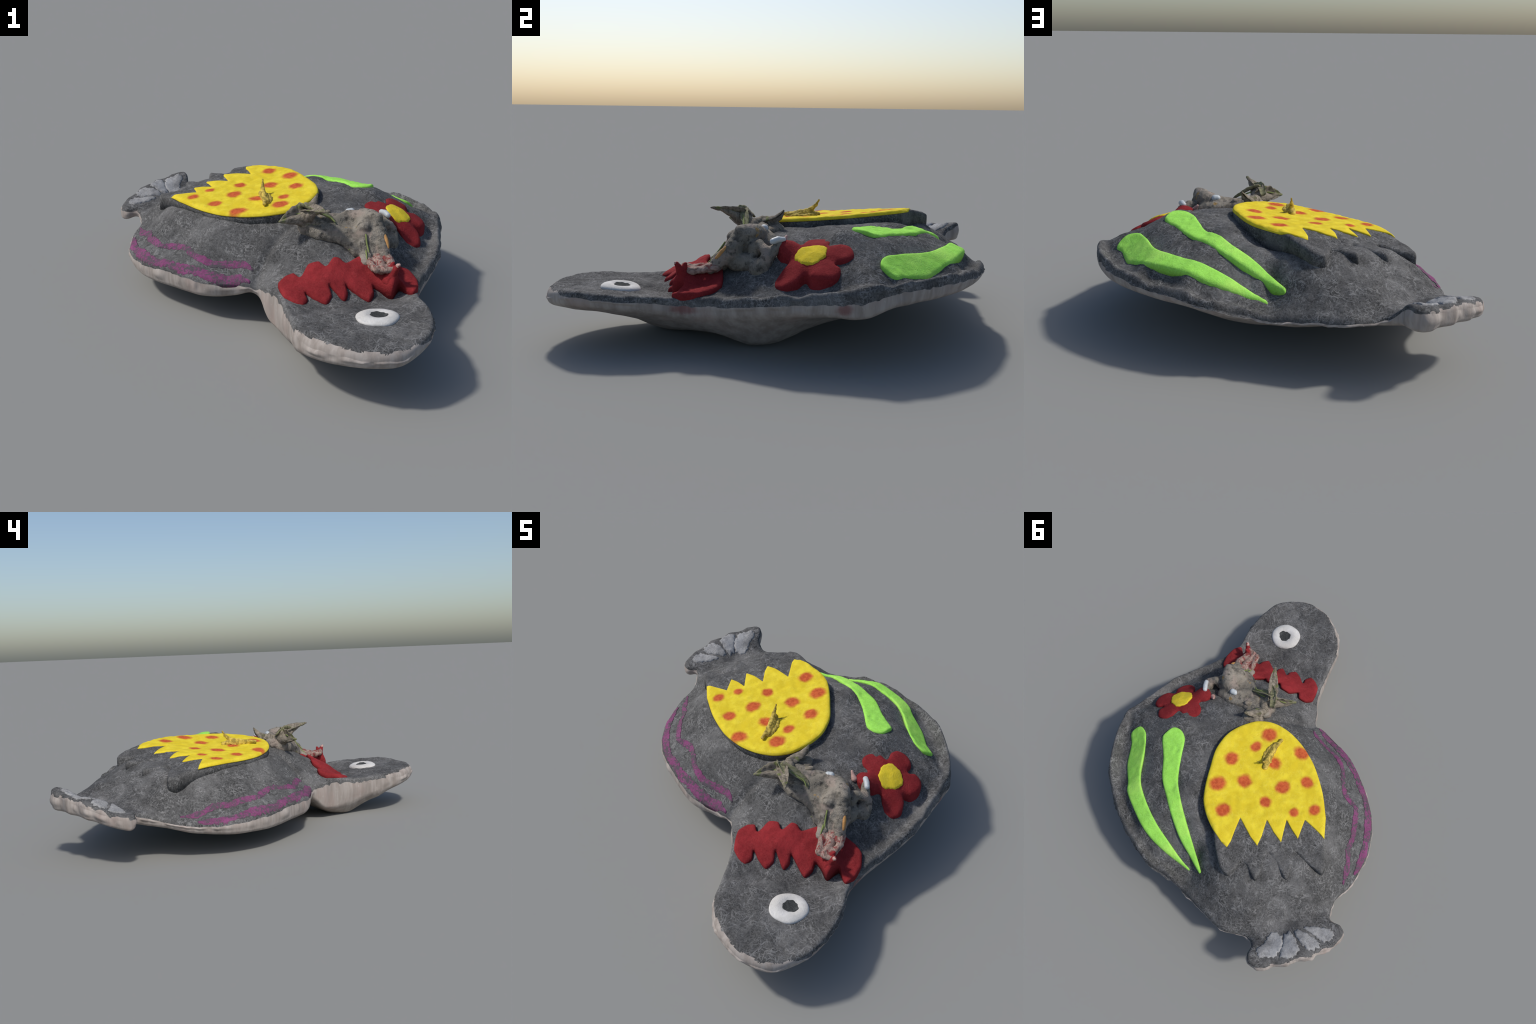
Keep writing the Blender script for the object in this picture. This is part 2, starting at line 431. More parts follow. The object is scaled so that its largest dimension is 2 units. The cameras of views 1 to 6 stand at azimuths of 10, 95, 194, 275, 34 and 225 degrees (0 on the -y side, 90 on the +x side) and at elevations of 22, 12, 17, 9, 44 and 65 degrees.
def build_body(root):
    RB = RIM_RB
    V, F, loop = fill(edge, .0088, [RIM_R*.03, RIM_R*.13, RIM_R*.32, RIM_R*.62, RIM_R, RIM_R*1.5, RIM_R*2.1])
    bd = V[loop]
    d = dist_to(bd, V)
    RR = rim_radius(V)
    zt = felt_height(V) - rounded(d, RR)
    verts = list(np.c_[V, zt])
    faces = list(F)
    wav = fbm(V, 24, 3, 6.5)
    pale_d = np.where(RR > RIM_R + .003, (RR - RIM_R)*.85 - .004 + .010*wav, -1)      # pale felt wraps up over nose and fan
    tri = np.array(F)
    kind = [int(v) for v in d[tri].mean(1) < pale_d[tri].mean(1)]
    # the hull: coarser sheet sharing the same outline
    W, H, loop2 = fill(bd, .016, [RB*.04, RB*.16, RB*.4, RB*.8])
    d2 = dist_to(bd, W)
    zb = np.maximum(BOTTOM(W), 0) + rounded(d2, RB) + .004*fbm(W, 9, 2, 5.0)*np.clip(d2/.03, 0, 1)
    zb = np.maximum(zb, 0)
    m = len(loop)
    nrm = np.roll(bd, -1, 0) - np.roll(bd, 1, 0)
    nrm = np.stack([nrm[:, 1], -nrm[:, 0]], 1)
    nrm /= np.linalg.norm(nrm, axis=1)[:, None]
    wob = fbm(bd, 14, 3, 2.0)
    pleat = fbm(bd, 34, 2, 12.0)
    top_edge = zt[loop]
    bot_edge = np.minimum(zb[loop2], top_edge - .012)
    # the grey felt laps over the edge, further along the +x flank; its hem is wavy
    x, y = bd[:, 0], bd[:, 1]
    flank = np.clip((x - .55 + .75*np.clip(y, 0, 1))/.12, 0, 1)*np.clip((y + .93)/.12, 0, 1)
    hem = np.clip(.07 + .36*flank + .13*fbm(bd, 26, 3, 6.0), .03, .75)*(1 - .9*np.clip((rim_radius(bd) - RIM_R)/.01, 0, 1))
    ts = [hem*.5, hem] + [hem + (1 - hem)*k/5 for k in range(1, 5)]
    rows = [list(loop)]
    for t in ts:
        ids = []
        sw = np.sin(math.pi*t)*(.010*wob + .005*pleat + .004)
        zz = top_edge*(1 - t) + bot_edge*t
        for i in range(m):
            ids.append(len(verts))
            verts.append(np.array((x[i] + nrm[i, 0]*sw[i], y[i] + nrm[i, 1]*sw[i], zz[i])))
        rows.append(ids)
    off = len(verts)
    for i, k in enumerate(W):
        verts.append(np.array((k[0], k[1], zb[i])))
    for i, k in enumerate(loop2):
        verts[off + k][2] = bot_edge[i]
    rows.append([off + k for k in loop2])
    pale_edge = (RR[loop] - RIM_R) > .004
    for r in range(len(rows) - 1):
        for i in range(m):
            j = (i + 1) % m
            faces.append((rows[r][i], rows[r+1][i], rows[r+1][j], rows[r][j]))
            kind.append(0 if r < 2 and not pale_edge[i] else 1)
    for f in H:
        faces.append(tuple(off + k for k in reversed(f)))
        kind.append(1)
    verts = [np.array(v) for v in verts]
    # region of each face
    region = []
    mid = centres(verts, faces)
    for c, k in zip(mid, kind):
        if k == 1:
            region.append(4)
        elif c[1] < -.46 + .22*max(0, c[0] - .35):
            region.append(0)                # head, up to the collar
        elif c[0] > .06 + .55*(c[1] + .35) and c[1] < -.13 - .35*max(0, c[0] - .45):
            region.append(1)                # neck, up to the crease
        else:
            region.append(2)
    # tail: everything beyond the line from one root to the other
    a, b = np.array((-.600, .905)), np.array((-.800, .530))
    t = (b - a)/np.linalg.norm(b - a)
    nn = np.array((t[1], -t[0]))
    if nn @ (np.array((-.95, .8)) - a) < 0:
        nn = -nn
    for i, (f, k) in enumerate(zip(faces, kind)):
        if k == 0:
            c = mid[i]
            if (c[:2] - a) @ nn > 0 and c[0] < -.59:
                region[i] = 3
    return cut_pieces(verts, faces, region, ["head", "neck", "torso", "tail", "backing"],
                      [M_GREY, M_GREY, M_GREY, M_GREY, M_PALE], root)

# ------------------------------------------------------------------ build
root = bpy.data.objects.new("felt_pigeon", None)
COL.objects.link(root)
root["label"] = "flat grey felt pigeon with yellow spotted wing and red flower"
root["category"] = "felt bird"

body = build_body(root)

def over(dz):
    return lambda P: TOP(P) + dz
def sunk(P):
    return TOP(P) - .012

def spatial_patch(name, outline, mat, parent, step=.008, extra=(), soft=2e-4, deep=.014, **k):
    """Felt piece whose own upper surface passes through its outline in space."""
    pl = ccw(catmull(outline, step))
    own = Surface(list(outline) + list(extra), soft)
    top = lambda P: np.maximum(own(P), felt_height(P) + .003 + .006*np.clip((np.asarray(P)[:, 0] + .06)/.12, 0, 1))
    return patch(name, pl[:, :2], top, lambda P: np.minimum(TOP(P), own(P)) - deep, mat, parent, **k), top

# ---- wing: a grey slab with scalloped feather ends
WING_PTS = [
    (-.364, .163, .457), (-.296, .252, .470), (-.145, .319, .486), (-.152, .188, .474), (-.225, .070, .456), (.021, .310, .497), (-.082, -.041, .460),
    (.120, .007, .490), (.123, .114, .495), (-.019, .101, .480), (-.018, .517, .519), (.111, .426, .522), (.166, .263, .512), (.183, -.062, .490),
    (-.170, .643, .506), (-.277, .523, .486), (-.349, .422, .470), (-.405, .340, .455), (-.501, .239, .440),
    (-.225, .700, .486), (-.265, .715, .476), (-.382, .648, .466), (-.498, .536, .440), (-.628, .370, .404), (-.280, .610, .474), (-.350, .560, .462), (-.430, .490, .446), (-.520, .380, .425)]
WING_TOP = Surface(WING_PTS, 3e-4)

WING_SIDE_OUT = [(.131, -.080), (.183, -.055), (.235, -.005), (.275, .080), (.290, .150), (.288, .205), (.266, .289), (.209, .390), (.156, .475), (.099, .546), (.035, .591), (-.051, .627)]
WING_SIDE_IN = [(-.498, .236), (-.436, .150), (-.322, .049), (-.187, -.037), (-.097, -.072), (-.022, -.089), (.057, -.093)]
SCALLOPS = [(-.100, .668), (-.160, .712), (-.215, .745), (-.268, .746), (-.280, .700), (-.276, .640), (-.330, .648), (-.392, .664), (-.386, .610), (-.364, .560),
            (-.346, .512), (-.420, .524), (-.506, .546), (-.494, .490), (-.466, .440), (-.444, .404), (-.510, .402), (-.575, .396), (-.618, .386), (-.610, .346), (-.562, .298)]
wing_outline = ccw(catmull(WING_SIDE_OUT + SCALLOPS + WING_SIDE_IN, .008, True, .6))
def wing_height(P):
    return WING_TOP(P)
wing = patch("wing", wing_outline, wing_height, lambda P: np.minimum(TOP(P), WING_TOP(P) - .03) - .02, M_GREY, root,
             R=.018, spacing=.009, rough=.004, seed=4.0)

# ---- yellow wing patch with zigzag hem and felted orange spots
HEM = [(-.176, .648), (-.168, .610), (-.137, .540), (-.113, .482), (-.162, .499), (-.225, .520), (-.283, .529), (-.264, .472), (-.221, .388),
       (-.293, .413), (-.360, .425), (-.326, .366), (-.296, .312), (-.351, .332), (-.409, .345), (-.388, .294), (-.366, .241), (-.435, .240), (-.510, .242)]
def polyline(pts, step):
    out = []
    for a, b in zip(pts[:-1], pts[1:]):
        m = max(1, int(np.hypot(b[0]-a[0], b[1]-a[1])/step))
        out += [(a[0] + (b[0]-a[0])*t/m, a[1] + (b[1]-a[1])*t/m) for t in range(m)]
    return out
cx, cy = -.05, .22
grow = lambda p, q=1.006: (cx + (p[0]-cx)*q, cy + (p[1]-cy)*q)
side_a = catmull([grow(p) for p in WING_SIDE_IN[1:] + WING_SIDE_OUT + [(-.136, .647)]], .008, False)
yellow_outline = ccw(np.array(polyline(HEM, .008) + polyline([HEM[-1], tuple(side_a[0])], .008) + [tuple(p) for p in side_a]))

SPOTS = [(-.364, .163, .028, .034), (-.296, .252, .024, .026), (-.145, .319, .030, .032), (-.152, .188, .037, .040), (-.225, .070, .034, .034),
         (.021, .310, .037, .038), (-.082, -.041, .042, .036), (.120, .007, .040, .040), (.123, .114, .026, .036), (-.019, .112, .038, .034),
         (-.018, .517, .036, .040), (.111, .426, .040, .042), (.166, .263, .034, .040)]
def spotted_material():
    n = Nodes("yellow_felt_with_orange_spots")
    near = None
    wob = n.math('MULTIPLY', n.math('SUBTRACT', n.noise(24, 3, .6), .5), .75)
    for x, y, rx, ry in SPOTS:
        d = n.add("ShaderNodeVectorMath", operation='SUBTRACT')
        n.link(n.co, d.inputs[0]); d.inputs[1].default_value = (x, y, 0)
        q = n.add("ShaderNodeVectorMath", operation='MULTIPLY')
        n.link(d.outputs[0], q.inputs[0]); q.inputs[1].default_value = (1/rx, 1/ry, 0)
        l = n.add("ShaderNodeVectorMath", operation='LENGTH')
        n.link(q.outputs[0], l.inputs[0])
        near = l.outputs["Value"] if near is None else n.math('MINIMUM', near, l.outputs["Value"])
    mask = n.step(n.math('ADD', near, wob), 1.40, .66)
    # soft orange halo of stray fibres
    y = n.mix(n.step(n.noise(16, 4, .6), .35, .68), (.66, .50, .026), (.76, .61, .040))
    fb = n.fibres(1.3)
    y = n.mix(n.math('MULTIPLY', fb, .35), y, (.79, .66, .10))
    y = n.mix(n.math('MULTIPLY', n.step(n.noise(120, 2, .5), .66, .74), .35), y, (.45, .28, .02))
    o = n.mix(n.step(n.noise(60, 3, .6), .35, .65), (.45, .080, .028), (.58, .125, .042))
    c = n.mix(mask, y, o)
    return n.finish(c, .95, .1, n.math('ADD', n.noise(110, 3, .6), n.math('MULTIPLY', fb, .5)), .3, .003)
M_SPOT = spotted_material()
d_edge = lambda P: dist_to(wing_outline, P)
def yellow_top(P):
    # follows the wing but bends over its rounded edge
    d = d_edge(P)
    ins = inside(wing_outline, P)
    return wing_height(P) - rounded(np.where(ins, d, 0), .018)*.5 + .0075
patch("wing_patch", yellow_outline, yellow_top, lambda P: yellow_top(P) - .010, M_SPOT, wing,
      R=.006, spacing=.009, rough=.003, seed=9.0)

# ---- feather stripes
stripe_a, _ = spatial_patch("feather_stripe", STRIPE_UPPER, M_GREEN, root, R=.012, deep=.012, rough=.003, seed=2.0)
stripe_b, _ = spatial_patch("feather_stripe", STRIPE_LOWER, M_GREEN, root, R=.012, deep=.012, rough=.003, seed=5.0)

# ---- collar with pointed head side and rounded bumps towards the body
COLLAR = [(.190, -.475), (.218, -.528), (.262, -.556), (.307, -.564), (.322, -.525), (.306, -.486), (.350, -.512), (.405, -.530), (.424, -.490),
          (.408, -.450), (.440, -.468), (.481, -.490), (.492, -.455), (.480, -.422), (.530, -.445), (.588, -.472), (.605, -.430), (.600, -.395),
          (.640, -.405), (.684, -.432), (.700, -.400), (.715, -.372), (.740, -.392), (.776, -.415), (.797, -.370), (.793, -.300), (.762, -.238),
          (.715, -.215), (.660, -.215), (.600, -.225), (.550, -.235), (.510, -.272), (.468, -.316), (.440, -.306), (.412, -.314), (.384, -.356),
          (.350, -.334), (.300, -.346), (.272, -.402), (.240, -.376), (.200, -.388), (.176, -.430)]
collar_outline = ccw(catmull(COLLAR, .006, True, .55))
PULL = [(.560, -.255, .356), (.620, -.285, .340), (.650, -.340, .322), (.690, -.395, .338)]      # where the strap drags the felt up
def collar_top(P):
    """Thick at the back, feathered into the head; drawn up into a crest along the strap."""
    P = np.asarray(P)
    thick = .014 + .012*np.clip((P[:, 1] + .55)/.12, 0, 1)
    z = TOP(P) + thick
    best, lift = np.full(len(P), 9.0), np.zeros(len(P))
    for (ax, ay, az), (bx, by, bz) in zip(PULL[:-1], PULL[1:]):
        L2 = (bx - ax)**2 + (by - ay)**2
        t = np.clip(((P[:, 0] - ax)*(bx - ax) + (P[:, 1] - ay)*(by - ay))/L2, 0, 1)
        d = np.hypot(P[:, 0] - ax - t*(bx - ax), P[:, 1] - ay - t*(by - ay))
        lift = np.where(d < best, az + t*(bz - az), lift)
        best = np.minimum(best, d)
    return z + np.maximum(lift - z, 0)*np.exp(-(best/.042)**2)
patch("collar", collar_outline, collar_top, lambda P: TOP(P) - .012, M_RED, root, R=.014, spacing=.009, rough=.004, seed=3.0)

# ---- flower: five petals around a yellow middle, pulled up at one petal
PETALS = [(.690, .065, .405), (.720, .038, .365), (.755, .012, .325), (.790, .020, .318), (.815, .060, .322), (.805, .110, .355), (.785, .142, .378),
          (.818, .165, .372), (.838, .215, .368), (.822, .270, .374), (.782, .282, .398), (.748, .262, .415), (.745, .300, .425), (.708, .335, .438),
          (.655, .325, .462), (.632, .288, .468), (.632, .238, .466), (.590, .242, .470), (.545, .218, .470), (.528, .178, .466), (.548, .138, .464),
          (.590, .110, .458), (.565, .078, .462), (.560, .045, .462), (.590, .018, .458), (.630, .012, .462), (.662, .030, .440)]
flower_outline = ccw(catmull(PETALS, .006))
MID = (.696, .160, .428)
FL_TOP = Surface(PETALS + [MID, (.62, .05, .472), (.65, .09, .445), (.735, .215, .422), (.655, .215, .455), (.77, .065, .345), (.74, .11, .398)], 2e-4)
def flower_top(P):
    z = FL_TOP(P)
    P = np.asarray(P)
    # shallow folds between the petals
    for vx, vy in ((.785, .142), (.748, .262), (.632, .238), (.590, .110), (.690, .065)):
        dd = dist_to(np.array([(vx, vy), (MID[0] + (vx-MID[0])*.45, MID[1] + (vy-MID[1])*.45)]), P, False)
        z = z - .006*np.exp(-(dd/.018)**2)
    return z
fv, ff = patch_mesh(flower_outline[:, :2], flower_top, lambda P: np.minimum(TOP(P), flower_top(P)) - .016, R=.016, spacing=.009, rough=.002, seed=6.0)
flower = bpy.data.objects.new("flower", None)
COL.objects.link(flower)
flower.parent = root
valley = sorted(math.atan2(y - MID[1], x - MID[0]) for x, y in ((.785, .142), (.748, .262), (.632, .238), (.590, .110), (.690, .065)))
reg = []
for c in centres(fv, ff):
    a = math.atan2(c[1] - MID[1], c[0] - MID[0])
    reg.append(sum(a > v for v in valley) % 5)
cut_pieces(fv, ff, reg, ["petal", "petal.001", "petal.002", "petal.003", "petal.004"], [M_RED]*5, flower)
ang = np.linspace(0, 2*math.pi, 60, endpoint=False)
rad = .066*(1 + .05*np.sin(3*ang + 1) + .035*np.sin(7*ang) + .02*np.sin(17*ang))
ring = np.stack([MID[0] + rad*np.cos(ang)*.92, MID[1] + rad*np.sin(ang)], 1)
def centre_top(P):
    r = np.hypot(P[:, 0] - MID[0], P[:, 1] - MID[1])
    return FL_TOP(P) + .004 + .007*(1 - np.clip(r/.07, 0, 1)**2)
patch("flower_centre", ring, centre_top, lambda P: FL_TOP(P) - .02, M_CENTRE, flower, R=.006, spacing=.007, rough=.003, seed=7.0)

# ---- eye: padded white ring around a dark felt pupil
EYE = (.626, -.674)
eye = bpy.data.objects.new("eye", None)
COL.objects.link(eye)
eye.parent = root
PUP = (EYE[0] + .004, EYE[1] + .006)
rad = .089*(1 + .03*np.sin(2*ang + .6) + .015*np.sin(5*ang))
ring = np.stack([EYE[0] + rad*np.cos(ang), EYE[1] + rad*np.sin(ang)], 1)
def white_top(P):
    r = np.hypot(P[:, 0] - PUP[0], P[:, 1] - PUP[1])
    t = np.clip((r - .026)/.06, 0, 1)
    return TOP(P) + .003 + .013*np.sin(math.pi*np.clip(t*.8 + .1, 0, 1))
patch("eye_white", ring, white_top, lambda P: TOP(P) - .01, M_WHITE, eye, R=.009, spacing=.006, rough=.0012, seed=8.0)
rad = .036*(1 + .06*np.sin(3*ang + 2) + .04*np.sin(8*ang))
ring = np.stack([PUP[0] + rad*np.cos(ang)*1.04, PUP[1] + rad*np.sin(ang)*.96], 1)
patch("pupil", ring, lambda P: white_top(P) + .0025, lambda P: TOP(P) - .008, M_PUPIL, eye, R=.004, spacing=.006, rough=.001, seed=8.5)

# ---- pale marks on the tail feathers
M_MARK = felt_material("grey_white_felt", (.13, .13, .13), (.30, .30, .30), (.42, .42, .42), 1.2, .5, .8)
MARKS = [[(-.650, .925), (-.709, .905), (-.732, .862), (-.700, .777), (-.644, .765), (-.624, .790), (-.632, .840)],
         [(-.740, .848), (-.780, .840), (-.805, .782), (-.776, .743), (-.706, .719), (-.681, .745), (-.712, .795)],
         [(-.816, .730), (-.845, .724), (-.866, .667), (-.845, .650), (-.735, .673), (-.705, .690), (-.745, .720)],
         [(-.840, .640), (-.868, .630), (-.880, .575), (-.850, .552), (-.794, .585), (-.730, .651), (-.775, .648)]]
for k, mk in enumerate(MARKS):
    pl = ccw(catmull(mk, .005))
    j = fbm(pl, 70, 3, k + 1.0)
    c = pl.mean(0)
    pl = c + (pl - c)*(1 + .22*j[:, None])
    patch("tail_mark", pl, lambda P: felt_height(P) - rounded(dist_to(edge, P), rim_radius(P)) + .009, lambda P: TOP(P) - .03, M_MARK, body["tail"],
          R=.011, spacing=.008, rough=.003, seed=k + 1.0)

# ---- purple yarn couched along the breast
def yarn(name, line, width, parent, seed):
    ln = catmull(line, .006, False)
    t = np.gradient(ln[:, :2], axis=0)
    t /= np.linalg.norm(t, axis=1)[:, None] + 1e-9
    nn = np.stack([-t[:, 1], t[:, 0]], 1)
    s = np.linspace(0, 1, len(ln))
    w = np.interp(s, [0, .06, .94, 1], [.25, 1, 1, .2])*width/2
    a = fbm(ln*np.array((1, 1)), 55, 3, seed)
    b = fbm(ln, 55, 3, seed + 9)
    big = fbm(ln, 8, 2, seed + 4)
    L = ln[:, :2] + nn*(w*(1 + .35*a + .35*big))[:, None]
    R = ln[:, :2] - nn*(w*(1 + .35*b + .35*big))[:, None]
    pl = ccw(np.vstack([L, R[::-1]]))
    keep = inside(edge, pl)
    top = lambda P: felt_height(P) - rounded(np.where(inside(edge, P), dist_to(edge, P), 0), RIM_R) + .0035
    return patch(name, pl[keep], top, lambda P: top(P) - .02, M_PURPLE, parent, R=.0022, spacing=.007, rough=.0015, seed=seed)
INNER = [(-.722, .310), (-.665, .205), (-.620, .155), (-.585, .070), (-.530, -.010), (-.484, -.068), (-.425, -.078), (-.388, -.090), (-.340, -.125), (-.270, -.200),
         (-.190, -.242), (-.130, -.250), (-.070, -.250), (-.005, -.262), (.035, -.285)]
OUTER = [(-.728, .220), (-.703, .120), (-.640, .008), (-.590, -.062), (-.545, -.112), (-.480, -.166), (-.410, -.202), (-.345, -.242), (-.280, -.268), (-.190, -.297),
         (-.120, -.312), (-.050, -.318), (.030, -.334)]
yarn("purple_stitch", INNER, .028, body["torso"], 1.0)
yarn("purple_stitch", OUTER, .038, body["torso"], 2.0)

# ---- knot of dried twigs and moss lying over shoulder and collar
def blob(name, chains, mat, parent, voxel=.006, smooth=4, lump=.004, scale=22, seed=1.0):
    """Organic body: tapering rods (x, y, z, radius) merged into one skin."""
    bm = bmesh.new()
    for ch in chains:
        for a, b in zip(ch[:-1], ch[1:]):
            L = math.dist(a[:3], b[:3])
            m = max(1, int(L/(.45*min(a[3], b[3]) + .001)))
            for i in range(m + 1):
                t = i/m
                p = [a[k]*(1 - t) + b[k]*t for k in range(4)]
                r = bmesh.ops.create_icosphere(bm, subdivisions=2, radius=p[3])
                bmesh.ops.translate(bm, verts=r["verts"], vec=p[:3])
    me = bpy.data.meshes.new(name)
    bm.to_mesh(me)
    bm.free()
    ob = bpy.data.objects.new(name, me)
    COL.objects.link(ob)
    rm = ob.modifiers.new("skin", 'REMESH')
    rm.mode = 'VOXEL'
    rm.voxel_size = voxel
    sm = ob.modifiers.new("soften", 'SMOOTH')
    sm.factor = .5
    sm.iterations = smooth
    dg = bpy.context.evaluated_depsgraph_get()
    out = bpy.data.meshes.new_from_object(ob.evaluated_get(dg))
    ob.modifiers.clear()
    ob.data = out
    bpy.data.meshes.remove(me)
    out.name = name
    out.materials.clear()
    out.materials.append(mat)
    ns = [v.normal.copy() for v in out.vertices]
    for v, nrm in zip(out.vertices, ns):
        q = v.co*scale + Vector((seed, seed*2, -seed))
        v.co += nrm*(lump*noise.fractal(q, 1.0, 2.0, 4) + lump*.6*(abs(noise.noise(q*1.7)) - .3))
    out.polygons.foreach_set("use_smooth", [True]*len(out.polygons))
    ob.parent = parent
    return ob

def twig_material():
    n = Nodes("dried_twig")
    streak = n.noise(1.0, 4, .6, n.map((.5, .4, .9), (25, 90, 30)), .8)
    c = n.mix(n.step(streak, .3, .7), (.105, .090, .068), (.285, .250, .200))
    c = n.mix(n.math('MULTIPLY', n.step(n.noise(30, 3, .6), .5, .68), .7), c, (.29, .245, .205))
    c = n.mix(n.math('MULTIPLY', n.step(n.noise(13, 3, .6), .56, .66), .75), c, (.14, .17, .045))
    c = n.mix(n.math('MULTIPLY', n.step(n.noise(55, 4, .7), .60, .72), .6), c, (.035, .030, .024))
    return n.finish(c, .9, .2, n.math('ADD', streak, n.noise(70, 3, .6)), .5, .006)
def matted_material():
    n = Nodes("matted_wool_and_bark")
    fb = n.fibres(1.2, .56, .70)
    c = n.mix(n.step(n.noise(16, 4, .65), .36, .66), (.120, .108, .090), (.310, .278, .232))
    c = n.mix(n.math('MULTIPLY', fb, .45), c, (.33, .305, .265))
    c = n.mix(n.math('MULTIPLY', n.step(n.noise(8, 4, .65), .50, .64), .6), c, (.12, .112, .092))
    c = n.mix(n.math('MULTIPLY', n.step(n.noise(11, 3, .6, n.map((0, 0, 0), (1, 1, 1), (3, 1, 2))), .54, .66), .55), c, (.34, .275, .235))
    c = n.mix(n.math('MULTIPLY', n.step(n.noise(40, 3, .6), .55, .68), .7), c, (.045, .043, .038))
    c = n.mix(n.math('MULTIPLY', n.step(n.noise(19, 2, .5), .68, .73), .7), c, (.34, .22, .08))
    return n.finish(c, .92, .15, n.math('ADD', fb, n.noise(60, 3, .6)), .5, .006)
def fleshy_material():
    n = Nodes("pink_and_red_wool")
    streak = n.noise(1.0, 5, .7, n.map((0, .3, .5), (70, 22, 40)), 1.0)
    c = n.mix(n.step(streak, .35, .65), (.17, .115, .095), (.40, .29, .245))
    red = n.math('MULTIPLY', n.step(n.noise(32, 4, .65, None, .8), .52, .60), n.step(n.noise(1.0, 2, .5, n.map((0, 0, 0), (9, 9, 9))), .38, .52))
    c = n.mix(n.math('MULTIPLY', red, .85), c, (.20, .022, .024))
    c = n.mix(n.math('MULTIPLY', n.step(n.noise(80, 3, .6), .58, .70), .5), c, (.08, .055, .05))
    return n.finish(c, .85, .25, streak, .45, .005)
M_TWIG, M_MAT, M_FLESH = twig_material(), matted_material(), fleshy_material()
def plain(name, col, rough=.6, spec=.3, var=.12):
    n = Nodes(name)
    c = n.mix(n.step(n.noise(60, 3, .6), .35, .65), tuple(v*(1 - var) for v in col), tuple(min(1, v*(1 + var)) for v in col))
    return n.finish(c, rough, spec, n.noise(80, 2, .5), .15, .002)
M_BEAD = plain("white_bead", (.48, .51, .52), .45, .4, .04)
M_PEG = plain("pink_bone", (.46, .29, .25), .5, .35)
M_STRAW = plain("green_straw", (.20, .24, .085), .8, .2)
M_SLIVER = plain("orange_sliver", (.46, .24, .085), .7, .2)
M_THORN = plain("dry_yellow_leaf", (.46, .34, .070), .8, .2, .40)

knot = bpy.data.objects.new("knot", None)
COL.objects.link(knot)
knot.parent = root
blob("matted_lump", [
    [(.535, -.085, .475, .048), (.565, -.115, .490, .044), (.592, -.148, .492, .038)],
    [(.545, -.110, .47, .046), (.535, -.170, .452, .042), (.535, -.205, .410, .036), (.552, -.255, .350, .028), (.560, -.295, .332, .022)],
    [(.592, -.150, .48, .038), (.622, -.190, .405, .042), (.630, -.232, .383, .034), (.652, -.268, .343, .024)],
    [(.580, -.165, .43, .046), (.582, -.230, .360, .038)],
    [(.560, -.150, .47, .045), (.538, -.186, .468, .032)], [(.590, -.150, .50, .030), (.604, -.155, .508, .024)],
    [(.535, -.110, .41, .070), (.480, -.105, .41, .065), (.400, -.120, .42, .058), (.330, -.120, .43, .052)],
    [(.520, -.080, .47, .042), (.460, -.075, .472, .038), (.400, -.125, .455, .034), (.345, -.115, .465, .032)],
    [(.600, -.080, .43, .040), (.622, -.062, .452, .022), (.655, -.035, .430, .024), (.672, -.030, .405, .026), (.665, -.060, .350, .044)],
    [(.660, -.035, .38, .034), (.640, -.005, .43, .026), (.628, .020, .452, .022)],
    [(.615, -.170, .37, .042), (.630, -.100, .37, .042)],
    [(.500, -.170, .400, .058), (.420, -.165, .415, .052), (.340, -.165, .425, .050), (.270, -.150, .440, .046)],
    [(.530, -.040, .425, .046), (.470, -.040, .440, .046), (.390, -.070, .445, .044), (.320, -.080, .455, .042), (.250, -.095, .465, .040)],
    [(.520, -.230, .365, .036), (.500, -.190, .390, .050)]],
    M_MAT, knot, .006, 6, .005, 17, 1.0)
blob("twig", [
    [(.330, -.120, .44, .044), (.270, -.155, .470, .042), (.242, -.165, .520, .020), (.239, -.170, .552, .011)],
    [(.270, -.165, .495, .038), (.305, -.215, .530, .020), (.335, -.258, .556, .013), (.358, -.292, .568, .010), (.373, -.316, .572, .006)],
    [(.258, -.165, .485, .038), (.215, -.200, .490, .024), (.180, -.232, .492, .015), (.157, -.252, .494, .009)],
    [(.285, -.130, .465, .040), (.255, -.085, .495, .026), (.268, -.040, .503, .020), (.298, .000, .518, .012), (.303, .016, .540, .007), (.303, .020, .557, .005)],
    [(.330, -.085, .455, .030), (.364, -.061, .488, .016)], [(.330, -.06, .44, .036), (.300, -.010, .455, .040), (.26, -.03, .455, .046)],
    [(.310, -.160, .465, .030), (.360, -.165, .458, .020), (.400, -.150, .460, .014)]],
    M_TWIG, knot, .005, 4, .004, 22, 2.0)

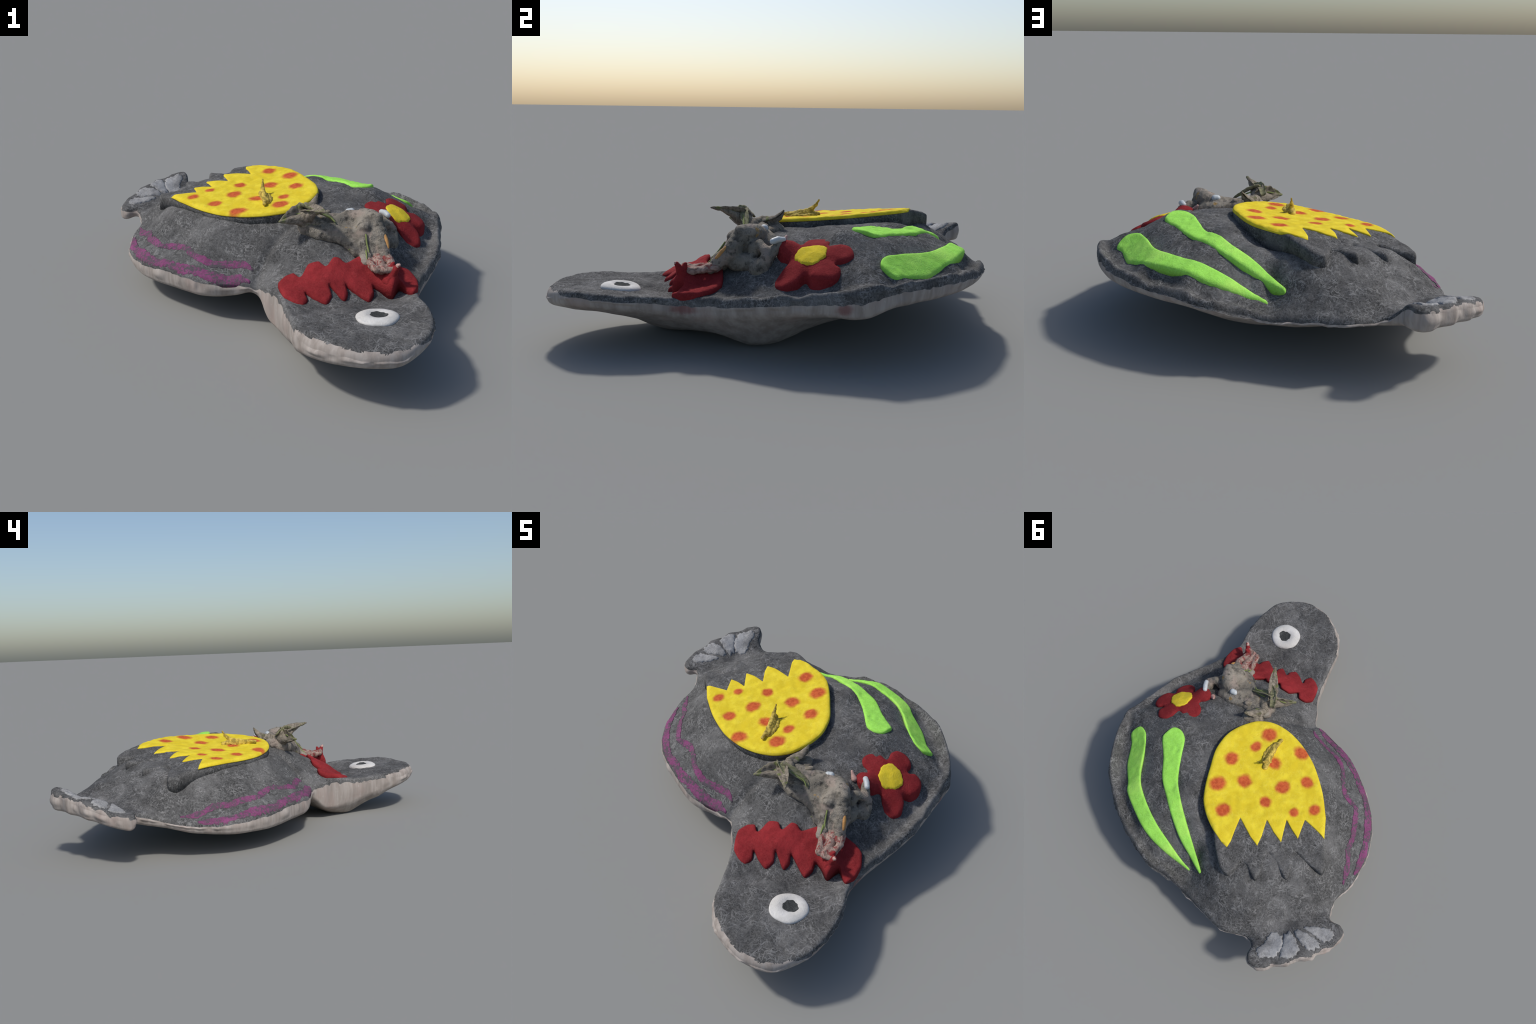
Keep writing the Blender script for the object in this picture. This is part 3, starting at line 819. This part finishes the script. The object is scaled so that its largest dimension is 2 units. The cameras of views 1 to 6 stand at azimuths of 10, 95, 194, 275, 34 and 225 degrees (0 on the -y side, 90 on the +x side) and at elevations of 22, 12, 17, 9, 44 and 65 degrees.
def leaf_blade(name, spine, width, side, cup, mat, parent, seed):
    """A curled dry leaf: a thick sheet bent along a spine, cupped across, with a ragged edge."""
    ln = catmull([(p[0], p[1], p[2]) for p in spine], .006, False)
    n = len(ln)
    side = np.array(side, float)
    side /= np.linalg.norm(side)
    verts, faces, C = [], [], 8
    for sgn in (1, -1):
        for i in range(n):
            t = i/(n - 1)
            tan = ln[min(n-1, i+1)] - ln[max(0, i-1)]
            tan /= np.linalg.norm(tan) + 1e-9
            sd = side - tan*(side @ tan)
            sd /= np.linalg.norm(sd)
            up = np.cross(tan, sd)
            w = width*(math.sin(math.pi*min(1, .22 + .78*t)) + .12)*(1 + .25*noise.noise(Vector((t*9, seed, 0))))
            for j in range(C + 1):
                u = j/C*2 - 1
                p = ln[i] + sd*u*w + up*(cup*u*u*w + .15*w*noise.noise(Vector((t*7, u*1.5, seed))))
                verts.append(p + up*sgn*.0035*(1 - .6*u*u))
    N = n*(C + 1)
    for i in range(n - 1):
        for j in range(C):
            a = i*(C + 1) + j
            q = (a, a + 1, a + C + 2, a + C + 1)
            faces.append(q)
            faces.append(tuple(N + k for k in reversed(q)))
    ring = [j for j in range(C + 1)] + [i*(C+1) + C for i in range(1, n)] + [(n-1)*(C+1) + j for j in range(C - 1, -1, -1)] + [i*(C+1) for i in range(n - 2, 0, -1)]
    for a, b in zip(ring, ring[1:] + ring[:1]):
        faces.append((b, a, a + N, b + N))
    ob = new_object(name, verts, faces, mat, parent)
    bm = bmesh.new()
    bm.from_mesh(ob.data)
    bmesh.ops.recalc_face_normals(bm, faces=bm.faces)
    bm.to_mesh(ob.data)
    bm.free()
    return ob
def moss_material():
    n = Nodes("mossy_leaf")
    st = n.noise(1.0, 4, .6, n.map((0, 0, .6), (30, 110, 40)), .6)
    c = n.mix(n.step(st, .35, .65), (.120, .118, .065), (.27, .265, .155))
    c = n.mix(n.math('MULTIPLY', n.step(n.noise(22, 3, .6), .48, .62), .8), c, (.255, .220, .170))
    return n.finish(c, .85, .2, st, .4, .004)
M_MOSS = moss_material()
leaf_blade("leaf", [(.250, -.150, .518), (.285, -.195, .540), (.330, -.250, .556), (.372, -.314, .570)], .026, (.7, .5, .35), .40, M_TWIG, knot, 1.0)
leaf_blade("leaf", [(.275, -.140, .500), (.235, -.180, .512), (.195, -.215, .503), (.158, -.251, .495)], .036, (.1, -.1, 1), .45, M_TWIG, knot, 2.0)
leaf_blade("leaf", [(.255, -.165, .552), (.300, -.165, .536), (.350, -.155, .508), (.395, -.150, .478), (.412, -.170, .458)], .018, (.1, 1, .3), .5, M_MOSS, knot, 3.0)
leaf_blade("leaf", [(.245, -.110, .505), (.262, -.060, .515), (.285, -.015, .530), (.303, .019, .556)], .026, (1, -.4, .2), .6, M_TWIG, knot, 4.0)
leaf_blade("leaf", [(.225, -.130, .510), (.250, -.170, .548), (.290, -.205, .548), (.322, -.225, .550)], .018, (.6, .6, -.5), .5, M_MOSS, knot, 5.0)

blob("pink_strap", [
    [(.560, -.240, .352, .024), (.572, -.290, .338, .018), (.592, -.345, .335, .018), (.612, -.392, .342, .018)],
    [(.645, -.250, .354, .026), (.674, -.295, .344, .018), (.672, -.345, .334, .016), (.662, -.385, .344, .016)],
    [(.605, -.250, .344, .030), (.625, -.305, .328, .024), (.632, -.355, .330, .024), (.640, -.392, .342, .019), (.682, -.396, .350, .015)]],
    M_FLESH, knot, .005, 5, .005, 30, 3.0)
blob("red_peg", [[(.668, -.385, .290, .034), (.685, -.392, .335, .020), (.698, -.400, .360, .014), (.705, -.407, .374, .010)],
    [(.672, -.382, .345, .016), (.683, -.373, .371, .008)]], M_RED, knot, .004, 3, .003, 30, 4.0)
blob("bone_tip", [[(.700, -.407, .372, .010), (.7065, -.412, .379, .007)]],
    M_PEG, knot, .003, 3, .003, 30, 4.5)
blob("bead", [[(.460, -.060, .496, .018), (.474, -.056, .497, .018)]], M_BEAD, knot, .004, 3, .001, 30, 5.0)
blob("bead", [[(.616, .036, .473, .014), (.633, .015, .475, .015), (.648, -.006, .470, .014)]], M_BEAD, knot, .004, 3, .0015, 30, 6.0)
blob("pink_peg", [[(.560, .030, .445, .016), (.545, .040, .462, .010), (.536, .046, .474, .007)]], M_PEG, knot, .003, 2, .001, 30, 7.0)
blob("orange_sliver", [[(.634, -.200, .442, .008), (.646, -.222, .420, .010), (.655, -.245, .392, .008)]], M_SLIVER, knot, .003, 2, .001, 30, 8.0)

# ---- curled dry leaf standing on the wing patch
blob("curled_leaf", [
    [(.045, -.012, .500, .009), (.038, .040, .506, .012), (.026, .090, .512, .013), (.012, .135, .522, .013), (.006, .160, .542, .009), (.005, .177, .572, .004)],
    [(.052, .025, .494, .016), (.032, .085, .498, .021), (.014, .135, .501, .021), (-.002, .168, .496, .016)],
    [(.064, .045, .492, .011), (.056, .105, .496, .011), (.030, .155, .500, .010)]],
    M_THORN, wing, .0035, 2, .004, 45, 9.0)

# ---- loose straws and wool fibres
def strands(name, lines, radius, mat, parent):
    cu = bpy.data.curves.new(name, 'CURVE')
    cu.dimensions = '3D'
    cu.bevel_depth = radius
    cu.bevel_resolution = 1
    for ln in lines:
        sp = cu.splines.new('POLY')
        sp.points.add(len(ln) - 1)
        for p, q in zip(sp.points, ln):
            p.co = (*q, 1)
            p.radius = 1
        sp.points[-1].radius = .4
    tmp = bpy.data.objects.new(name, cu)
    COL.objects.link(tmp)
    me = bpy.data.meshes.new_from_object(tmp.evaluated_get(bpy.context.evaluated_depsgraph_get()))
    bpy.data.objects.remove(tmp)
    bpy.data.curves.remove(cu)
    me.name = name
    me.materials.clear()
    me.materials.append(mat)
    ob = bpy.data.objects.new(name, me)
    COL.objects.link(ob)
    ob.parent = parent
    ob["kind"] = "stuff"
    return ob
def droop(pts, step=.01):
    return [tuple(p) for p in catmull(pts, step, False)]
strands("straw", [
    droop([(.530, -.215, .440), (.545, -.235, .400), (.558, -.265, .375), (.565, -.300, .350)]),
    droop([(.552, -.222, .445), (.560, -.250, .405), (.572, -.280, .375)]),
    droop([(.520, -.200, .420), (.500, -.225, .385), (.478, -.245, .372)]),
    droop([(.315, -.170, .530), (.350, -.165, .510), (.385, -.160, .495), (.405, -.175, .480)]),
    droop([(.300, -.150, .520), (.340, -.145, .505), (.380, -.150, .495)]),
    droop([(.245, -.190, .515), (.215, -.190, .515), (.185, -.205, .510)])], .004, M_STRAW, knot)
strands("straw", [droop([(.000, .130, .497), (-.010, .120, .496), (.030, .165, .497), (.062, .175, .499)])], .0025, M_THORN, wing)
